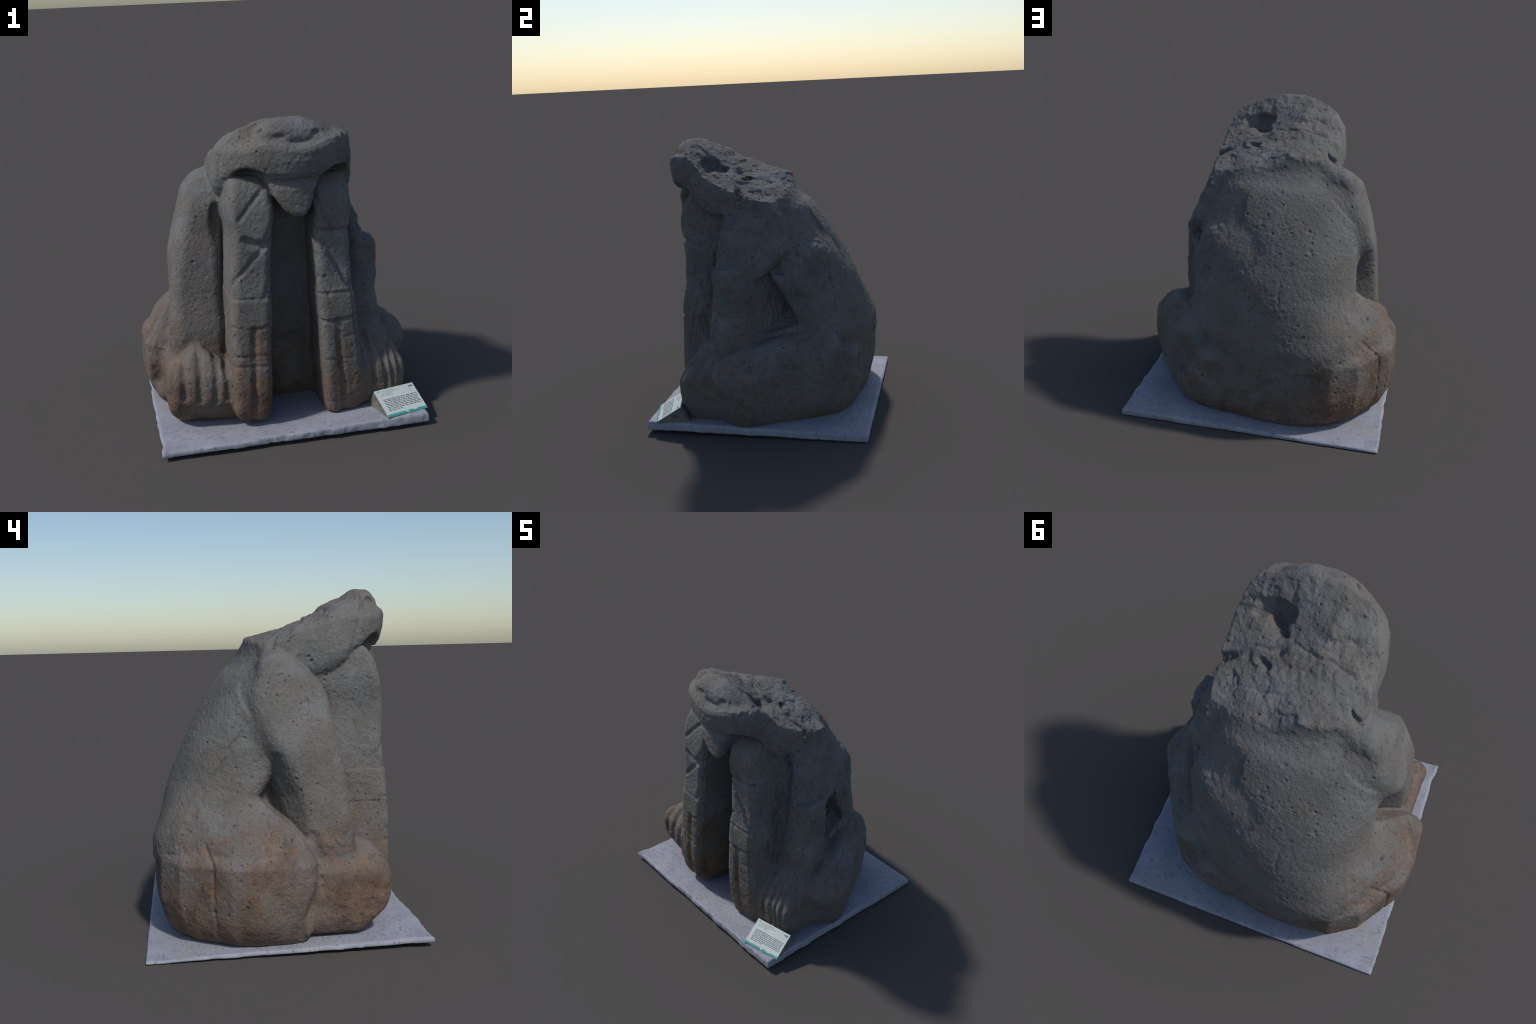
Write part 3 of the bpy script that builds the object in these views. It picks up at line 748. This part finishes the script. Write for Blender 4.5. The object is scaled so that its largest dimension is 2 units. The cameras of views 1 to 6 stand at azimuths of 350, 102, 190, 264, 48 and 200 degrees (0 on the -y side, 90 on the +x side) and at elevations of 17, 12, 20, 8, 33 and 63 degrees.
NAMES = dict(torso="torso", hind_leg_l="hind_leg", hind_leg_r="hind_leg", foreleg_l="foreleg", foreleg_r="foreleg", paw_l="paw", paw_r="paw",
             band_l="hanging_band", band_r="hanging_band", head="head", nose="nose", chin="chin")
made = {}
for i, k in enumerate(keys):
    q = quads[label == i]
    if len(q):
        ob = make_mesh(NAMES.get(k, "toe"), verts, q, stone_mat, nrm)
        ob.parent = made[k[4:9]] if k.startswith("toe") else statue
        made[k] = ob
for k in ("nose", "chin"):
    if k in made and "head" in made:
        made[k].parent = made["head"]

# ------------------------------------------------------------------ marble slab
SLAB = [(-0.862, -0.788), (0.853, -0.784), (0.856, 0.774), (-0.868, 0.805)]
def slab(P, rough=True):
    x, y, z = P.T
    edge = 0.0
    if rough:
        edge = 0.008 * fbm(P, 11, 3, 41) * np.where(y > 0.72, 0.2, 1.0)
    d2 = poly2(x, y, SLAB) + edge
    t = slab_top(x, y) + (0.002 * fbm(P, 6, 2, 44) if rough else 0)
    bottom = 0.0005 - 0.026 * np.minimum(y - 0.77, 0) * 0.62 + 0.003 * np.minimum(x + 0.8, 0)
    d = smax(smax(d2, z - t, 0.018), bottom - z, 0.006)
    seam = rope(P, [(0.008, -0.20, 0.075), (-0.002, -0.45, 0.079), (0.0, -0.70, 0.081)], 0.004)
    return smax(d, -seam, 0.004)
sv, sq = mesh_solid(slab, (-0.92, -0.86, -0.03), (0.92, 0.86, 0.13), 0.008)
base = make_mesh("base_slab", sv, sq, marble_material(), vertex_normals(sv, sq))
base.parent = statue

# ------------------------------------------------------------------ label stand
def solid(name, pts, faces, mat, bevel=0.002):
    me = bpy.data.meshes.new(name)
    me.from_pydata(pts, [], faces)
    bm = bmesh.new(); bm.from_mesh(me)
    bmesh.ops.recalc_face_normals(bm, faces=bm.faces)
    if bevel:
        bmesh.ops.bevel(bm, geom=bm.edges[:], offset=bevel, segments=2, affect="EDGES", clamp_overlap=True)
    bm.to_mesh(me); bm.free()
    me.materials.append(mat)
    ob = bpy.data.objects.new(name, me)
    bpy.context.scene.collection.objects.link(ob)
    return ob

TL, TR, BL, BR = [np.array(p) for p in ((0.536, -0.608, 0.198), (0.826, -0.540, 0.194), (0.578, -0.782, 0.094), (0.868, -0.714, 0.090))]
up = np.cross(BR - BL, TL - BL); up /= np.linalg.norm(up)
if up[2] < 0: up = -up
def on_face(u, v, lift=0.0):
    p = (BL * (1-u) + BR * u) * (1-v) + (TL * (1-u) + TR * u) * v
    return tuple(p + up * lift)
sign = bpy.data.objects.new("information_sign", None)
bpy.context.scene.collection.objects.link(sign)
sign["label"] = "small sloping white label block with grey text and teal stripe"
sign["category"] = "museum label"
BOX = [(0, 1, 2, 3), (7, 6, 5, 4), (0, 4, 5, 1), (1, 5, 6, 2), (2, 6, 7, 3), (3, 7, 4, 0)]
def plate(name, u0, u1, v0, v1, l0, l1, mat, bevel):
    pts = [on_face(u, v, l) for l in (l0, l1) for u, v in ((u0, v0), (u1, v0), (u1, v1), (u0, v1))]
    return solid(name, pts, BOX, mat, bevel)
def floor(p): return (p[0], p[1], slab_top(p[0], p[1]) - 0.004)
back = np.array([-0.012, 0.050, 0])
tl, tr = TL + back, TR + back
tl[2] -= 0.012; tr[2] -= 0.012
low = [on_face(0, 0, -0.004), on_face(1, 0, -0.004), on_face(1, 1, -0.004), on_face(0, 1, -0.004)]
foot = [floor(BL), floor(BR), floor(TR + back * 1.4), floor(TL + back * 1.4)]
stand = solid("stand", foot + low, BOX, plain("grey_stand", (0.16, 0.155, 0.14), 0.7, 0.35, 25), 0.004)
panel = plate("panel", 0, 1, 0, 1, -0.006, 0.0, plain("pale_printed_board", (0.56, 0.62, 0.60), 0.45, 0.05, 14), 0.0015)
teal = plain("teal_print", (0.055, 0.33, 0.29), 0.5, 0.1)
ink = plain("grey_ink", (0.13, 0.16, 0.17), 0.6, 0.1)
faint = plain("faint_grey_ink", (0.34, 0.38, 0.38), 0.6, 0.1)
rng = random.Random(3)

def print_marks(name, rects, mat, lift=0.0008):
    bm = bmesh.new()
    for u0, u1, v0, v1 in rects:
        vs = [bm.verts.new(on_face(u, v, l)) for l in (-0.0005, lift) for u, v in ((u0, v0), (u1, v0), (u1, v1), (u0, v1))]
        for f in BOX: bm.faces.new([vs[i] for i in f])
    bmesh.ops.recalc_face_normals(bm, faces=bm.faces)
    me = bpy.data.meshes.new(name); bm.to_mesh(me); bm.free(); me.materials.append(mat)
    ob = bpy.data.objects.new(name, me); bpy.context.scene.collection.objects.link(ob)
    ob["kind"] = "stuff"; ob.parent = sign
    return ob
stripe = []
u = 0.0
while u < 1.0:
    w = 0.02
    lo_v, hi_v = 0.005, 0.085
    if 0.46 < u < 0.52: hi_v = 0.045
    if 0.49 < u < 0.51: hi_v = 0.012
    if 0.66 < u < 0.73: hi_v = 0.05
    hi_v += rng.uniform(-0.006, 0.006)
    stripe.append((u, min(u + w, 1.0), lo_v, hi_v)); u += w
print_marks("teal_stripe", stripe, teal)
words = []
for r in range(8):
    v = 0.60 - r * 0.057
    u, end = 0.10, (0.93 if r < 7 else 0.42)
    while u < end:
        w = rng.uniform(0.025, 0.10)
        words.append((u, min(u + w, end + 0.02), v, v + 0.026)); u += w + 0.018
print_marks("printed_words", words, ink)
head_words = []
for v, a, b_ in ((0.905, 0.16, 0.50), (0.85, 0.16, 0.60), (0.80, 0.10, 0.40), (0.755, 0.10, 0.34)):
    u = a
    while u < b_:
        w = rng.uniform(0.03, 0.09); head_words.append((u, min(u + w, b_), v, v + 0.02)); u += w + 0.015
print_marks("heading_words", head_words, faint)
print_marks("badge", [(0.86, 0.905, 0.87, 0.92), (0.91, 0.955, 0.87, 0.92)], ink)
print_marks("green_emblem", [(0.06, 0.12, 0.90, 0.955)], plain("pale_green_print", (0.22, 0.44, 0.41), 0.5))
stand.parent = sign; panel.parent = sign
